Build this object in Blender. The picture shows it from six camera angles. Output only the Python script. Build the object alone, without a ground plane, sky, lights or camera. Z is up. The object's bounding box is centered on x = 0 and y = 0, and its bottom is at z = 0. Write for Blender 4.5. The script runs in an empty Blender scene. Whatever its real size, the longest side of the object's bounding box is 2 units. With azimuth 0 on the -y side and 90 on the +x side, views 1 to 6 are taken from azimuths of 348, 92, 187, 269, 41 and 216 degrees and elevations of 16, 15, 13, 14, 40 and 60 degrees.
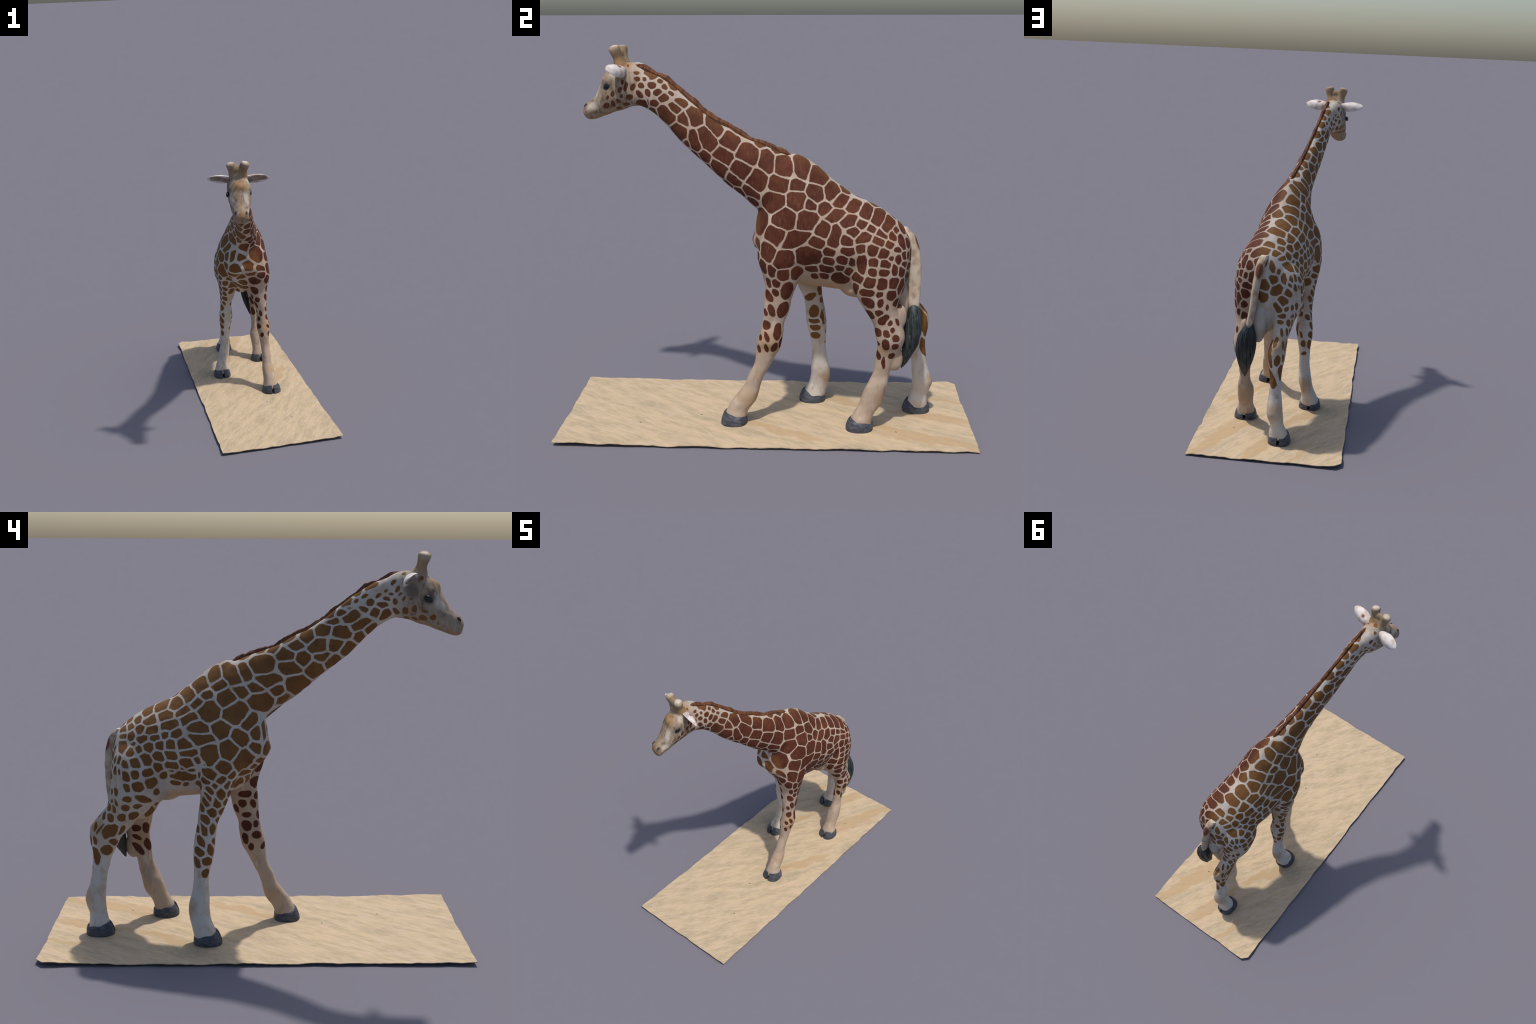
# A painted giraffe figurine striding on a thin sandy ground sheet.
# Frame: metres, z up, the animal looks towards -y.
import bpy, bmesh, math, random
import numpy as np
from mathutils import Vector, Matrix, noise
from mathutils.bvhtree import BVHTree

random.seed(7)
rng = np.random.default_rng(7)

# ------------------------------------------------------------------ helpers
def catmull(rows, per=6):
    """Smooth a list of station rows with a Catmull-Rom spline."""
    P = np.array(rows, float)
    P = np.vstack([2 * P[0] - P[1], P, 2 * P[-1] - P[-2]])
    out = []
    for i in range(1, len(P) - 2):
        for k in range(per):
            t = k / per
            a, b, c, d = P[i - 1], P[i], P[i + 1], P[i + 2]
            out.append(0.5 * ((2 * b) + (c - a) * t + (2 * a - 5 * b + 4 * c - d) * t * t
                              + (3 * b - a - 3 * c + d) * t ** 3))
    out.append(P[-2])
    return np.array(out)


def mesh_from(name, verts, faces):
    me = bpy.data.meshes.new(name)
    me.from_pydata([tuple(v) for v in verts], [], faces)
    me.update()
    return me


def loft(rings, cap=True):
    """Faces joining equal-length closed rings; returns verts, faces."""
    n = len(rings[0])
    V = [tuple(p) for r in rings for p in r]
    F = []
    for i in range(len(rings) - 1):
        for j in range(n):
            k = (j + 1) % n
            F.append((i * n + j, i * n + k, (i + 1) * n + k, (i + 1) * n + j))
    if cap:
        a = len(V); V.append(tuple(np.mean(rings[0], axis=0)))
        b = len(V); V.append(tuple(np.mean(rings[-1], axis=0)))
        for j in range(n):
            k = (j + 1) % n
            F.append((k, j, a))
            F.append(((len(rings) - 1) * n + j, (len(rings) - 1) * n + k, b))
    return V, F


def superring(center, U, W, hu, hw_up, hw_dn, n_up=2.0, n_dn=2.0, count=40):
    """Closed section: half-width hu along U; hw_up / hw_dn along +W / -W."""
    t = np.linspace(0, 2 * np.pi, count, endpoint=False)
    c, s = np.cos(t), np.sin(t)
    n = np.where(s >= 0, n_up, n_dn)
    h = np.where(s >= 0, hw_up, hw_dn)
    x = np.sign(c) * np.abs(c) ** (2 / n) * hu
    w = np.sign(s) * np.abs(s) ** (2 / n) * h
    return center + x[:, None] * U + w[:, None] * W


def add_object(name, me, parent=None):
    ob = bpy.data.objects.new(name, me)
    bpy.context.scene.collection.objects.link(ob)
    if parent is not None:
        ob.parent = parent
    return ob


X = np.array([1.0, 0, 0]); Z = np.array([0, 0, 1.0])

# ------------------------------------------------------- body construction
def trunk():
    """Barrel from breastbone to rump: upright slices
    y, centre x, belly z, back z, half width, height of widest place, roundness up/down"""
    rows = [(-0.062, 0.000, 0.880, 0.945, 0.030, 0.912, 2.0, 2.0),
            (-0.050, -0.006, 0.860, 1.020, 0.084, 0.915, 2.0, 1.8),
            (-0.028, -0.008, 0.838, 1.105, 0.117, 0.925, 1.9, 1.8),
            (0.010, -0.004, 0.795, 1.195, 0.142, 0.940, 1.7, 1.75),
            (0.060, 0.006, 0.737, 1.285, 0.154, 0.955, 1.55, 1.7),
            (0.110, 0.012, 0.710, 1.328, 0.167, 0.955, 1.48, 1.7),
            (0.170, 0.022, 0.698, 1.320, 0.175, 0.950, 1.46, 1.7),
            (0.240, 0.024, 0.690, 1.277, 0.178, 0.940, 1.46, 1.7),
            (0.320, 0.032, 0.680, 1.208, 0.178, 0.920, 1.55, 1.72),
            (0.400, 0.042, 0.678, 1.150, 0.177, 0.905, 1.75, 1.75),
            (0.480, 0.057, 0.684, 1.113, 0.173, 0.890, 1.8, 1.8),
            (0.560, 0.075, 0.700, 1.070, 0.162, 0.875, 1.85, 1.9),
            (0.620, 0.078, 0.720, 1.026, 0.138, 0.865, 1.9, 2.0),
            (0.655, 0.078, 0.755, 0.985, 0.105, 0.860, 2.0, 2.0),
            (0.682, 0.078, 0.800, 0.940, 0.045, 0.860, 2.0, 2.0)]
    rings = []
    for y, x, z0, z1, hw, zm, nu, nd in catmull(rows, 5):
        rings.append(superring(np.array([x, y, zm]), X, Z, hw, z1 - zm, zm - z0, nu, nd, 48))
    return loft(rings)


def neck():
    """Sections across the neck axis: throat (y, z), crest (y, z), centre x, half width"""
    rows = [(0.300, 0.950, 0.330, 1.080, 0.030, 0.070),
            (0.190, 0.960, 0.270, 1.165, 0.020, 0.090),
            (0.090, 0.985, 0.210, 1.240, 0.012, 0.100),
            (0.000, 1.030, 0.160, 1.292, 0.006, 0.104),
            (-0.055, 1.068, 0.112, 1.318, 0.000, 0.098),
            (-0.120, 1.125, 0.050, 1.350, -0.008, 0.082),
            (-0.180, 1.170, -0.018, 1.376, -0.016, 0.073),
            (-0.240, 1.220, -0.088, 1.402, -0.028, 0.067),
            (-0.300, 1.275, -0.164, 1.446, -0.042, 0.064),
            (-0.360, 1.325, -0.238, 1.481, -0.058, 0.060),
            (-0.420, 1.377, -0.310, 1.535, -0.074, 0.055),
            (-0.480, 1.443, -0.377, 1.592, -0.092, 0.051),
            (-0.540, 1.500, -0.437, 1.638, -0.104, 0.052),
            (-0.600, 1.533, -0.500, 1.680, -0.117, 0.056),
            (-0.655, 1.545, -0.575, 1.712, -0.130, 0.060)]
    rings = []
    for y0, z0, y1, z1, x, hw in catmull(rows, 5):
        a, b = np.array([x, y0, z0]), np.array([x, y1, z1])
        W = (b - a); h = np.linalg.norm(W) / 2; W = W / (2 * h)
        rings.append(superring((a + b) / 2 - W * 0.12 * h, X, W, hw, h * 1.12, h * 0.88, 1.9, 2.2))
    return loft(rings)


HEAD_YAW = math.radians(17)
L_HEAD = np.array([math.cos(HEAD_YAW), -math.sin(HEAD_YAW), 0])
F_HEAD = np.array([-math.sin(HEAD_YAW), -math.cos(HEAD_YAW), 0])

def head():
    """jaw (y, z), brow (y, z), centre x, half width, widest place (0 jaw .. 1 brow)"""
    rows = [(-0.590, 1.540, -0.545, 1.690, -0.128, 0.045, 0.5),
            (-0.630, 1.534, -0.590, 1.725, -0.140, 0.064, 0.47),
            (-0.668, 1.529, -0.640, 1.740, -0.150, 0.073, 0.47),
            (-0.705, 1.514, -0.690, 1.738, -0.157, 0.074, 0.50),
            (-0.740, 1.505, -0.737, 1.716, -0.162, 0.071, 0.56),
            (-0.770, 1.494, -0.775, 1.690, -0.168, 0.068, 0.58),
            (-0.795, 1.485, -0.797, 1.645, -0.174, 0.061, 0.56),
            (-0.815, 1.477, -0.822, 1.601, -0.178, 0.053, 0.52),
            (-0.835, 1.471, -0.848, 1.570, -0.182, 0.048, 0.48),
            (-0.857, 1.466, -0.872, 1.551, -0.185, 0.048, 0.45),
            (-0.875, 1.466, -0.888, 1.535, -0.187, 0.045, 0.45),
            (-0.890, 1.476, -0.897, 1.515, -0.188, 0.028, 0.45)]
    rings = []
    for y0, z0, y1, z1, x, hw, m in catmull(rows, 5):
        a, b = np.array([x, y0, z0]), np.array([x, y1, z1])
        c = a + (b - a) * m
        W = (b - a); h = np.linalg.norm(W); W = W / h
        rings.append(superring(c, L_HEAD, W, hw, h * (1 - m), h * m, 2.3, 2.2))
    return loft(rings)


def horn_points():
    return [(np.array([-0.138, -0.695, 1.700]), np.array([-0.119, -0.728, 1.803])),
            (np.array([-0.178, -0.690, 1.700]), np.array([-0.206, -0.708, 1.802]))]


def tube(points, radii, count=20, per=4, flat=1.0):
    rows = catmull([tuple(p) + (r,) for p, r in zip(points, radii)], per)
    rings = []
    for i, r in enumerate(rows):
        d = rows[min(i + 1, len(rows) - 1)][:3] - rows[max(i - 1, 0)][:3]
        d /= np.linalg.norm(d)
        u = np.cross(d, [0, 1, 0.2]); u /= np.linalg.norm(u)
        v = np.cross(d, u)
        t = np.linspace(0, 2 * np.pi, count, endpoint=False)
        rings.append(r[:3] + r[3] * (np.cos(t)[:, None] * u + flat * np.sin(t)[:, None] * v))
    return loft(rings)


def ball(c, r, rot=None, nu=20, nv=12):
    rings = []
    for i in range(1, nv):
        p = math.pi * i / nv
        t = np.linspace(0, 2 * np.pi, nu, endpoint=False)
        q = np.stack([math.sin(p) * np.cos(t) * r[0], math.sin(p) * np.sin(t) * r[1],
                      np.full(nu, -math.cos(p)) * r[2]], 1)
        if rot is not None:
            q = q @ np.array(rot).T
        rings.append(q + np.array(c))
    return loft(rings)


def leg(rows, power=2.25):
    """Level slices from hip or shoulder down to the hoof: z, y front, y back, x inner, x outer"""
    rings = []
    for z, y0, y1, x0, x1 in catmull(rows, 5):
        rings.append(superring(np.array([(x0 + x1) / 2, (y0 + y1) / 2, z]), X, np.array([0, 1.0, 0]),
                               abs(x1 - x0) / 2, (y1 - y0) / 2, (y1 - y0) / 2, power, power, 32))
    return loft(rings)


LEG_ROWS = {
 "foreleg": [  # the leg on the +x side, reaching forward
    (1.120, 0.060, 0.180, 0.060, 0.125), (1.020, 0.000, 0.200, 0.040, 0.168),
    (0.920, -0.035, 0.195, 0.020, 0.184), (0.840, -0.040, 0.180, 0.010, 0.190),
    (0.770, -0.020, 0.165, 0.025, 0.178), (0.715, -0.008, 0.147, 0.040, 0.166),
    (0.655, -0.010, 0.124, 0.052, 0.160), (0.590, -0.014, 0.111, 0.074, 0.155),
    (0.530, -0.020, 0.087, 0.079, 0.152), (0.485, -0.028, 0.083, 0.076, 0.163),
    (0.440, -0.043, 0.077, 0.072, 0.168), (0.400, -0.049, 0.068, 0.080, 0.158),
    (0.360, -0.052, 0.044, 0.086, 0.154), (0.315, -0.060, 0.021, 0.090, 0.151),
    (0.260, -0.086, -0.008, 0.089, 0.150), (0.205, -0.109, -0.028, 0.085, 0.151),
    (0.165, -0.138, -0.037, 0.079, 0.158), (0.125, -0.168, -0.051, 0.078, 0.160),
    (0.085, -0.189, -0.082, 0.076, 0.161), (0.055, -0.203, -0.094, 0.068, 0.170),
    (0.038, -0.204, -0.096, 0.068, 0.174)],
 "foreleg.001": [
    (1.120, 0.070, 0.190, -0.040, -0.112), (1.020, 0.030, 0.220, -0.020, -0.166),
    (0.920, 0.030, 0.250, -0.005, -0.184), (0.850, 0.060, 0.264, 0.000, -0.185),
    (0.780, 0.098, 0.262, -0.020, -0.176), (0.716, 0.122, 0.261, -0.036, -0.164),
    (0.650, 0.150, 0.267, -0.055, -0.156), (0.590, 0.177, 0.273, -0.073, -0.153),
    (0.530, 0.187, 0.286, -0.069, -0.160), (0.485, 0.191, 0.293, -0.067, -0.164),
    (0.440, 0.197, 0.295, -0.075, -0.165), (0.390, 0.208, 0.293, -0.088, -0.158),
    (0.350, 0.218, 0.292, -0.095, -0.157), (0.305, 0.223, 0.294, -0.098, -0.157),
    (0.254, 0.222, 0.303, -0.098, -0.163), (0.205, 0.219, 0.315, -0.098, -0.171),
    (0.165, 0.219, 0.319, -0.105, -0.180), (0.122, 0.212, 0.312, -0.115, -0.192),
    (0.085, 0.197, 0.302, -0.118, -0.208), (0.050, 0.184, 0.294, -0.114, -0.220),
    (0.036, 0.180, 0.292, -0.114, -0.221)],
 "hindleg": [
    (0.980, 0.490, 0.600, 0.090, 0.170), (0.930, 0.440, 0.645, 0.080, 0.220),
    (0.850, 0.405, 0.664, 0.060, 0.241), (0.740, 0.404, 0.655, 0.050, 0.243),
    (0.674, 0.430, 0.632, 0.065, 0.239), (0.611, 0.470, 0.624, 0.095, 0.231),
    (0.550, 0.507, 0.643, 0.120, 0.230), (0.510, 0.516, 0.656, 0.132, 0.233),
    (0.480, 0.523, 0.658, 0.136, 0.233), (0.450, 0.531, 0.650, 0.140, 0.228),
    (0.420, 0.530, 0.640, 0.142, 0.216), (0.385, 0.524, 0.622, 0.142, 0.207),
    (0.335, 0.520, 0.600, 0.143, 0.202), (0.290, 0.511, 0.591, 0.143, 0.199),
    (0.250, 0.492, 0.586, 0.140, 0.208), (0.215, 0.476, 0.576, 0.127, 0.213),
    (0.175, 0.463, 0.569, 0.124, 0.212), (0.140, 0.453, 0.558, 0.127, 0.210),
    (0.100, 0.432, 0.530, 0.129, 0.211), (0.065, 0.413, 0.515, 0.123, 0.221),
    (0.038, 0.410, 0.514, 0.120, 0.224)],
 "hindleg.001": [
    (0.980, 0.510, 0.600, 0.070, -0.010), (0.930, 0.450, 0.645, 0.070, -0.080),
    (0.850, 0.415, 0.675, 0.060, -0.124), (0.760, 0.418, 0.682, 0.050, -0.130),
    (0.687, 0.452, 0.690, 0.035, -0.121), (0.654, 0.486, 0.700, 0.025, -0.099),
    (0.621, 0.514, 0.725, 0.015, -0.088), (0.587, 0.553, 0.755, 0.012, -0.077),
    (0.554, 0.586, 0.782, 0.018, -0.068), (0.521, 0.612, 0.792, 0.026, -0.067),
    (0.487, 0.642, 0.793, 0.029, -0.065), (0.453, 0.661, 0.791, 0.024, -0.061),
    (0.419, 0.677, 0.783, 0.018, -0.056), (0.386, 0.692, 0.782, 0.013, -0.052),
    (0.350, 0.702, 0.785, 0.008, -0.050), (0.283, 0.718, 0.795, 0.008, -0.056),
    (0.214, 0.725, 0.817, 0.014, -0.067), (0.179, 0.727, 0.825, 0.014, -0.071),
    (0.144, 0.726, 0.818, 0.005, -0.074), (0.109, 0.721, 0.805, -0.006, -0.077),
    (0.074, 0.714, 0.806, 0.000, -0.094), (0.038, 0.706, 0.811, 0.000, -0.106)]}


def block(c, r, rot=None):
    return ball(c, r, rot, 20, 12)


# soft swellings (+) and hollows (-) pushed along the skin's normal: centre, radius, height
RELIEF = [
    ((0.026, -0.062, 0.912), 0.040, 0.010), ((-0.050, -0.050, 0.930), 0.036, 0.006),   # points of the breast
    ((-0.010, -0.055, 0.965), 0.035, -0.010), ((-0.030, -0.050, 0.850), 0.055, -0.030), ((0.045, -0.030, 0.850), 0.035, -0.012), ((-0.045, -0.020, 0.810), 0.05, -0.02),
    ((0.150, 0.150, 1.060), 0.080, 0.006), ((-0.130, 0.150, 1.060), 0.080, 0.006),   # shoulder blades
    ((0.200, 0.220, 0.830), 0.060, -0.008), ((-0.180, 0.300, 0.830), 0.060, -0.008),   # behind the elbows
    ((0.205, 0.400, 0.830), 0.060, -0.008), ((-0.130, 0.420, 0.800), 0.060, -0.006),   # flank hollows
    ((-0.096, -0.757, 1.668), 0.026, 0.006), ((-0.238, -0.712, 1.660), 0.026, 0.006),   # brow ridges
    ((-0.118, -0.800, 1.590), 0.022, -0.004), ((-0.236, -0.765, 1.590), 0.022, -0.004), # hollow below eye
    ((-0.180, -0.790, 1.685), 0.032, 0.007),      # forehead bump
    ((-0.186, -0.832, 1.622), 0.018, 0.004), ((-0.188, -0.855, 1.590), 0.016, 0.004),   # bridge of the nose
    ((-0.150, -0.840, 1.575), 0.020, -0.005), ((-0.222, -0.822, 1.575), 0.020, -0.005),  # either side of it
    ((-0.108, -0.775, 1.628), 0.026, -0.004), ((-0.232, -0.735, 1.622), 0.026, -0.004),  # eye sockets
    ((-0.112, -0.740, 1.575), 0.030, 0.004), ((-0.225, -0.705, 1.570), 0.030, 0.004),    # cheeks
    ((-0.150, -0.878, 1.515), 0.018, 0.004), ((-0.222, -0.858, 1.515), 0.018, 0.004),    # lips
] + [   # slit of the mouth, from the corners round the muzzle
    ((-0.222 + 0.004 * k, -0.808 - 0.016 * k, 1.497 - 0.002 * k), 0.007, -0.003) for k in range(6)
] + [
    ((-0.130 - 0.006 * k, -0.830 - 0.013 * k, 1.497 - 0.002 * k), 0.007, -0.003) for k in range(6)
]


def sculpt(ob):
    me = ob.data
    n = len(me.vertices)
    co = np.empty(n * 3); me.vertices.foreach_get("co", co); co = co.reshape(-1, 3)
    no = np.empty(n * 3); me.vertices.foreach_get("normal", no); no = no.reshape(-1, 3)
    d = np.zeros(n)
    for c, r, h in RELIEF:
        q = np.linalg.norm(co - np.array(c), axis=1) / r
        d += h * np.exp(-1.5 * q * q)
    # uneven hand-cast surface
    body = np.array([noise.noise(Vector(p) * 14.0) for p in co])
    fine = np.array([noise.noise(Vector(p) * 42.0 + Vector((3, 1, 7))) for p in co])
    d += 0.0022 * body + 0.0010 * fine
    me.vertices.foreach_set("co", (co + no * d[:, None]).ravel())
    me.update()


def body_mesh():
    parts = [trunk(), neck(), head()]
    for rows in LEG_ROWS.values():
        parts.append(leg(rows))
    for base, tip in horn_points():
        d = tip - base
        parts.append(tube([base, base + d * 0.35, base + d * 0.62, base + d * 0.9, base + d * 1.08, base + d * 1.15],
                          [0.040, 0.030, 0.0225, 0.0275, 0.0275, 0.014]))
    # bony lump the two horns grow from, and the brow
    parts.append(ball((-0.158, -0.705, 1.730), (0.046, 0.030, 0.038)))
    # web of bone between the two horns
    parts.append(ball((-0.161, -0.712, 1.770), (0.044, 0.018, 0.032)))
    # groin between the thighs and the fold of skin from flank to thigh
    parts.append(ball((0.070, 0.560, 0.700), (0.090, 0.105, 0.150)))
    parts.append(ball((0.065, 0.430, 0.700), (0.085, 0.080, 0.050)))
    parts.append(ball((-0.040, 0.470, 0.720), (0.050, 0.055, 0.055)))
    parts.append(ball((0.050, 0.655, 0.800), (0.050, 0.034, 0.100)))
    parts.append(ball((0.095, 0.652, 0.630), (0.046, 0.036, 0.115)))
    # hollow under the tail, filled in by the cast
    parts.append(ball((0.082, 0.606, 0.665), (0.052, 0.046, 0.125)))
    # skin web between the hock on the tail's side and the tail tuft
    parts.append(ball((0.176, 0.612, 0.378), (0.020, 0.042, 0.066)))
    parts.append(ball((0.168, 0.634, 0.580), (0.024, 0.032, 0.062)))
    V, F = [], []
    for pv, pf in parts:
        o = len(V); V += pv; F += [tuple(i + o for i in f) for f in pf]
    me = mesh_from("body", V, F)
    ob = add_object("body", me)
    bm = bmesh.new(); bm.from_mesh(me); bmesh.ops.recalc_face_normals(bm, faces=bm.faces); bm.to_mesh(me); bm.free()
    bpy.context.view_layer.objects.active = ob
    ob.select_set(True)
    m = ob.modifiers.new("remesh", "REMESH"); m.mode = "VOXEL"; m.voxel_size = 0.0045
    bpy.ops.object.modifier_apply(modifier="remesh")
    s = ob.modifiers.new("smooth", "SMOOTH"); s.factor = 0.5; s.iterations = 7
    bpy.ops.object.modifier_apply(modifier="smooth")
    # blend shoulders, neck base and hips into one skin: extra smoothing on the barrel only
    co = np.empty(len(ob.data.vertices) * 3); ob.data.vertices.foreach_get("co", co); co = co.reshape(-1, 3)
    w = np.clip((co[:, 2] - 0.62) / 0.12, 0, 1) * np.clip((co[:, 1] + 0.22) / 0.12, 0, 1)
    vg = ob.vertex_groups.new(name="barrel")
    for k in range(11):
        idx = np.where(np.round(w * 10) == k)[0]
        if k and len(idx):
            vg.add(idx.tolist(), k / 10, "REPLACE")
    s = ob.modifiers.new("blend", "SMOOTH"); s.factor = 0.5; s.iterations = 45; s.vertex_group = "barrel"
    bpy.ops.object.modifier_apply(modifier="blend")
    ob.vertex_groups.clear()
    sculpt(ob)
    return ob

# -------------------------------------------------------------- other parts
def crest_line():
    """Top of the mane: y, x, z from nape to withers"""
    return [(-0.640, -0.126, 1.742), (-0.600, -0.118, 1.733), (-0.560, -0.111, 1.716), (-0.520, -0.105, 1.697),
            (-0.480, -0.098, 1.677), (-0.440, -0.090, 1.650), (-0.400, -0.081, 1.620), (-0.360, -0.070, 1.586),
            (-0.320, -0.060, 1.553), (-0.280, -0.049, 1.521), (-0.240, -0.040, 1.494), (-0.200, -0.034, 1.474),
            (-0.160, -0.027, 1.455), (-0.120, -0.020, 1.430), (-0.080, -0.013, 1.407), (-0.040, -0.008, 1.391),
            (0.000, -0.003, 1.378), (0.040, 0.005, 1.365), (0.080, 0.012, 1.351), (0.125, 0.019, 1.332)]


def mane(parent):
    rows = catmull(crest_line(), 12)
    rings, n = [], len(rows)
    for i, (y, x, z) in enumerate(rows):
        a, b = rows[max(i - 1, 0)], rows[min(i + 1, n - 1)]
        d = np.array([b[1] - a[1], b[0] - a[0], b[2] - a[2]]); d /= np.linalg.norm(d)
        side = np.cross(d, Z); side /= np.linalg.norm(side)
        up = np.cross(side, d)
        s = i / (n - 1)
        fade = min(1, s / 0.04, (1 - s) / 0.06) ** 0.7
        tuft = 0.0045 * noise.noise(Vector((y * 22, 0.3, 5))) + 0.002 * noise.noise(Vector((y * 70, 1.3, 2)))
        h = (0.015 + tuft) * max(fade, 0.05)
        w = 0.011 * max(fade, 0.15)
        c = np.array([x, y, z]) - up * (0.013 - tuft * 0.5)
        t = np.linspace(0, 2 * np.pi, 28, endpoint=False)
        r = 1 + 0.10 * np.sin(t * 7 + 9 * noise.noise(Vector((y * 9, 4, 4))))
        rings.append(c + (np.cos(t) * w * r)[:, None] * side + (np.sin(t) * h * r)[:, None] * up)
    V, F = loft(rings)
    return add_object("mane", mesh_from("mane", V, F), parent)


def ear(parent, base, tip, back):
    base, tip, back = map(np.array, (base, tip, back))
    A = tip - base; length = np.linalg.norm(A); A = A / length
    back = back - A * (back @ A); back /= np.linalg.norm(back)
    Wd = np.cross(A, back)
    rings = []
    for u in np.linspace(0, 1, 26):
        w = np.interp(u, [0, .15, .4, .62, .85, .96, 1], [.027, .034, .040, .037, .026, .013, .002])
        b = np.interp(u, [0, .15, .4, .7, 1], [.026, .027, .027, .020, .003])
        inner = b - np.interp(u, [0, .25, .45, .8, 1], [.030, .018, .008, .005, .002])
        t = np.linspace(-1, 1, 15)
        outer = [base + A * length * u + Wd * w * s + back * b * (1 - s * s) ** 0.8 for s in t]
        inn = [base + A * length * u + Wd * w * 0.9 * s + back * (inner * (1 - s * s) - 0.003) for s in t[::-1][1:-1]]
        rings.append(np.array(outer + inn))
    V, F = loft(rings)
    ob = add_object("ear", mesh_from("ear", V, F), parent)
    # faces inside the cup are given lining
    n = len(rings[0])
    for k, poly in enumerate(ob.data.polygons):
        if k < (len(rings) - 1) * n and (k % n) >= 16 and (k % n) <= n - 3 and k // n < 22:
            poly.material_index = 1
    return ob


def eye(parent, c, lateral):
    c = np.array(c); lateral = np.array(lateral)
    f = F_HEAD * 0.86 + np.array([0, 0, -0.5]); f /= np.linalg.norm(f)
    up = np.cross(lateral, f); up /= np.linalg.norm(up)
    V, F = ball((0, 0, 0), (0.020, 0.0085, 0.0135), None, 28, 18)
    R = np.stack([f, lateral, up], 1)
    V = [tuple(c + R @ np.array(v)) for v in V]
    return add_object("eye", mesh_from("eye", V, F), parent)


def nostril(parent, c, lateral):
    c = np.array(c); lateral = np.array(lateral)
    V, F = ball((0, 0, 0), (0.0115, 0.0045, 0.0065), None, 20, 12)
    f = F_HEAD * 0.6 + np.array([0, 0, -0.8]); f /= np.linalg.norm(f)
    n = lateral * 0.75 + F_HEAD * 0.45 + np.array([0, 0, 0.45]); n -= f * (n @ f); n /= np.linalg.norm(n)
    R = np.stack([f, n, np.cross(f, n)], 1)
    V = [tuple(c + R @ np.array(v)) for v in V]
    return add_object("nostril", mesh_from("nostril", V, F), parent)


def hoof(parent, toe, heel, x0, x1, lean):
    """Cloven hoof: two claws side by side with a slit between them."""
    Vs, Fs = [], []
    mid, half, ln = (x0 + x1) / 2, (x1 - x0) / 2, (heel - toe) / 2
    slit = 0.0025
    for s in (-1, 1):
        rings = []
        for z, grow, back in [(0.004, 0.93, 0), (0.008, 1.0, 0), (0.020, 1.0, 0.03), (0.036, 0.95, 0.09),
                              (0.050, 0.89, 0.15), (0.058, 0.80, 0.17)]:
            t = np.linspace(-np.pi / 2, np.pi / 2, 26)
            ax = np.abs(np.cos(t)) ** 0.8 * half * grow
            ay = np.sign(np.sin(t)) * np.abs(np.sin(t)) ** 0.85 * ln * grow
            ax = np.maximum(ax, slit + 0.006 * (np.abs(np.sin(t)) ** 6))
            inner = np.linspace(1, -1, 12)[1:-1]
            px = np.concatenate([ax, slit + 0.004 * np.abs(inner) ** 4])
            py = np.concatenate([ay, inner * ln * grow * 0.97])
            x = mid + s * px
            y = (toe + heel) / 2 + py + back * ln * 0.8 + lean * z
            tilt = 0.012 * (-py / ln) * (z / 0.058)
            wob = 0.0025 * np.sin(py * 90 + 2 * s + 40 * x0) * (z / 0.058)
            ring = np.stack([x, y, z + tilt + wob], 1)
            rings.append(ring if s > 0 else ring[::-1])
        V, F = loft(rings)
        o = len(Vs); Vs += V; Fs += [tuple(i + o for i in f) for f in F]
    return add_object("hoof", mesh_from("hoof", Vs, Fs), parent)


def tail(parent):
    pts = [(0.074, 0.640, 0.995), (0.090, 0.668, 0.955), (0.102, 0.688, 0.885), (0.112, 0.698, 0.800), (0.121, 0.701, 0.720),
           (0.132, 0.700, 0.650), (0.139, 0.698, 0.585)]
    ry = [0.022, 0.032, 0.035, 0.033, 0.030, 0.027, 0.022]
    rx = [0.020, 0.024, 0.022, 0.020, 0.018, 0.017, 0.016]
    rings = []
    for x, y, z, a, b in catmull([p + (u, v) for p, u, v in zip(pts, ry, rx)], 6):
        t = np.linspace(0, 2 * np.pi, 28, endpoint=False)
        wob = 1 + 0.06 * np.array([noise.noise(Vector((math.cos(q), math.sin(q), z * 30))) for q in t])
        rings.append(np.stack([x + b * np.cos(t) * wob, y + a * np.sin(t) * wob, np.full(28, z)], 1))
    V, F = loft(rings)
    return add_object("tail", mesh_from("tail", V, F), parent)


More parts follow.
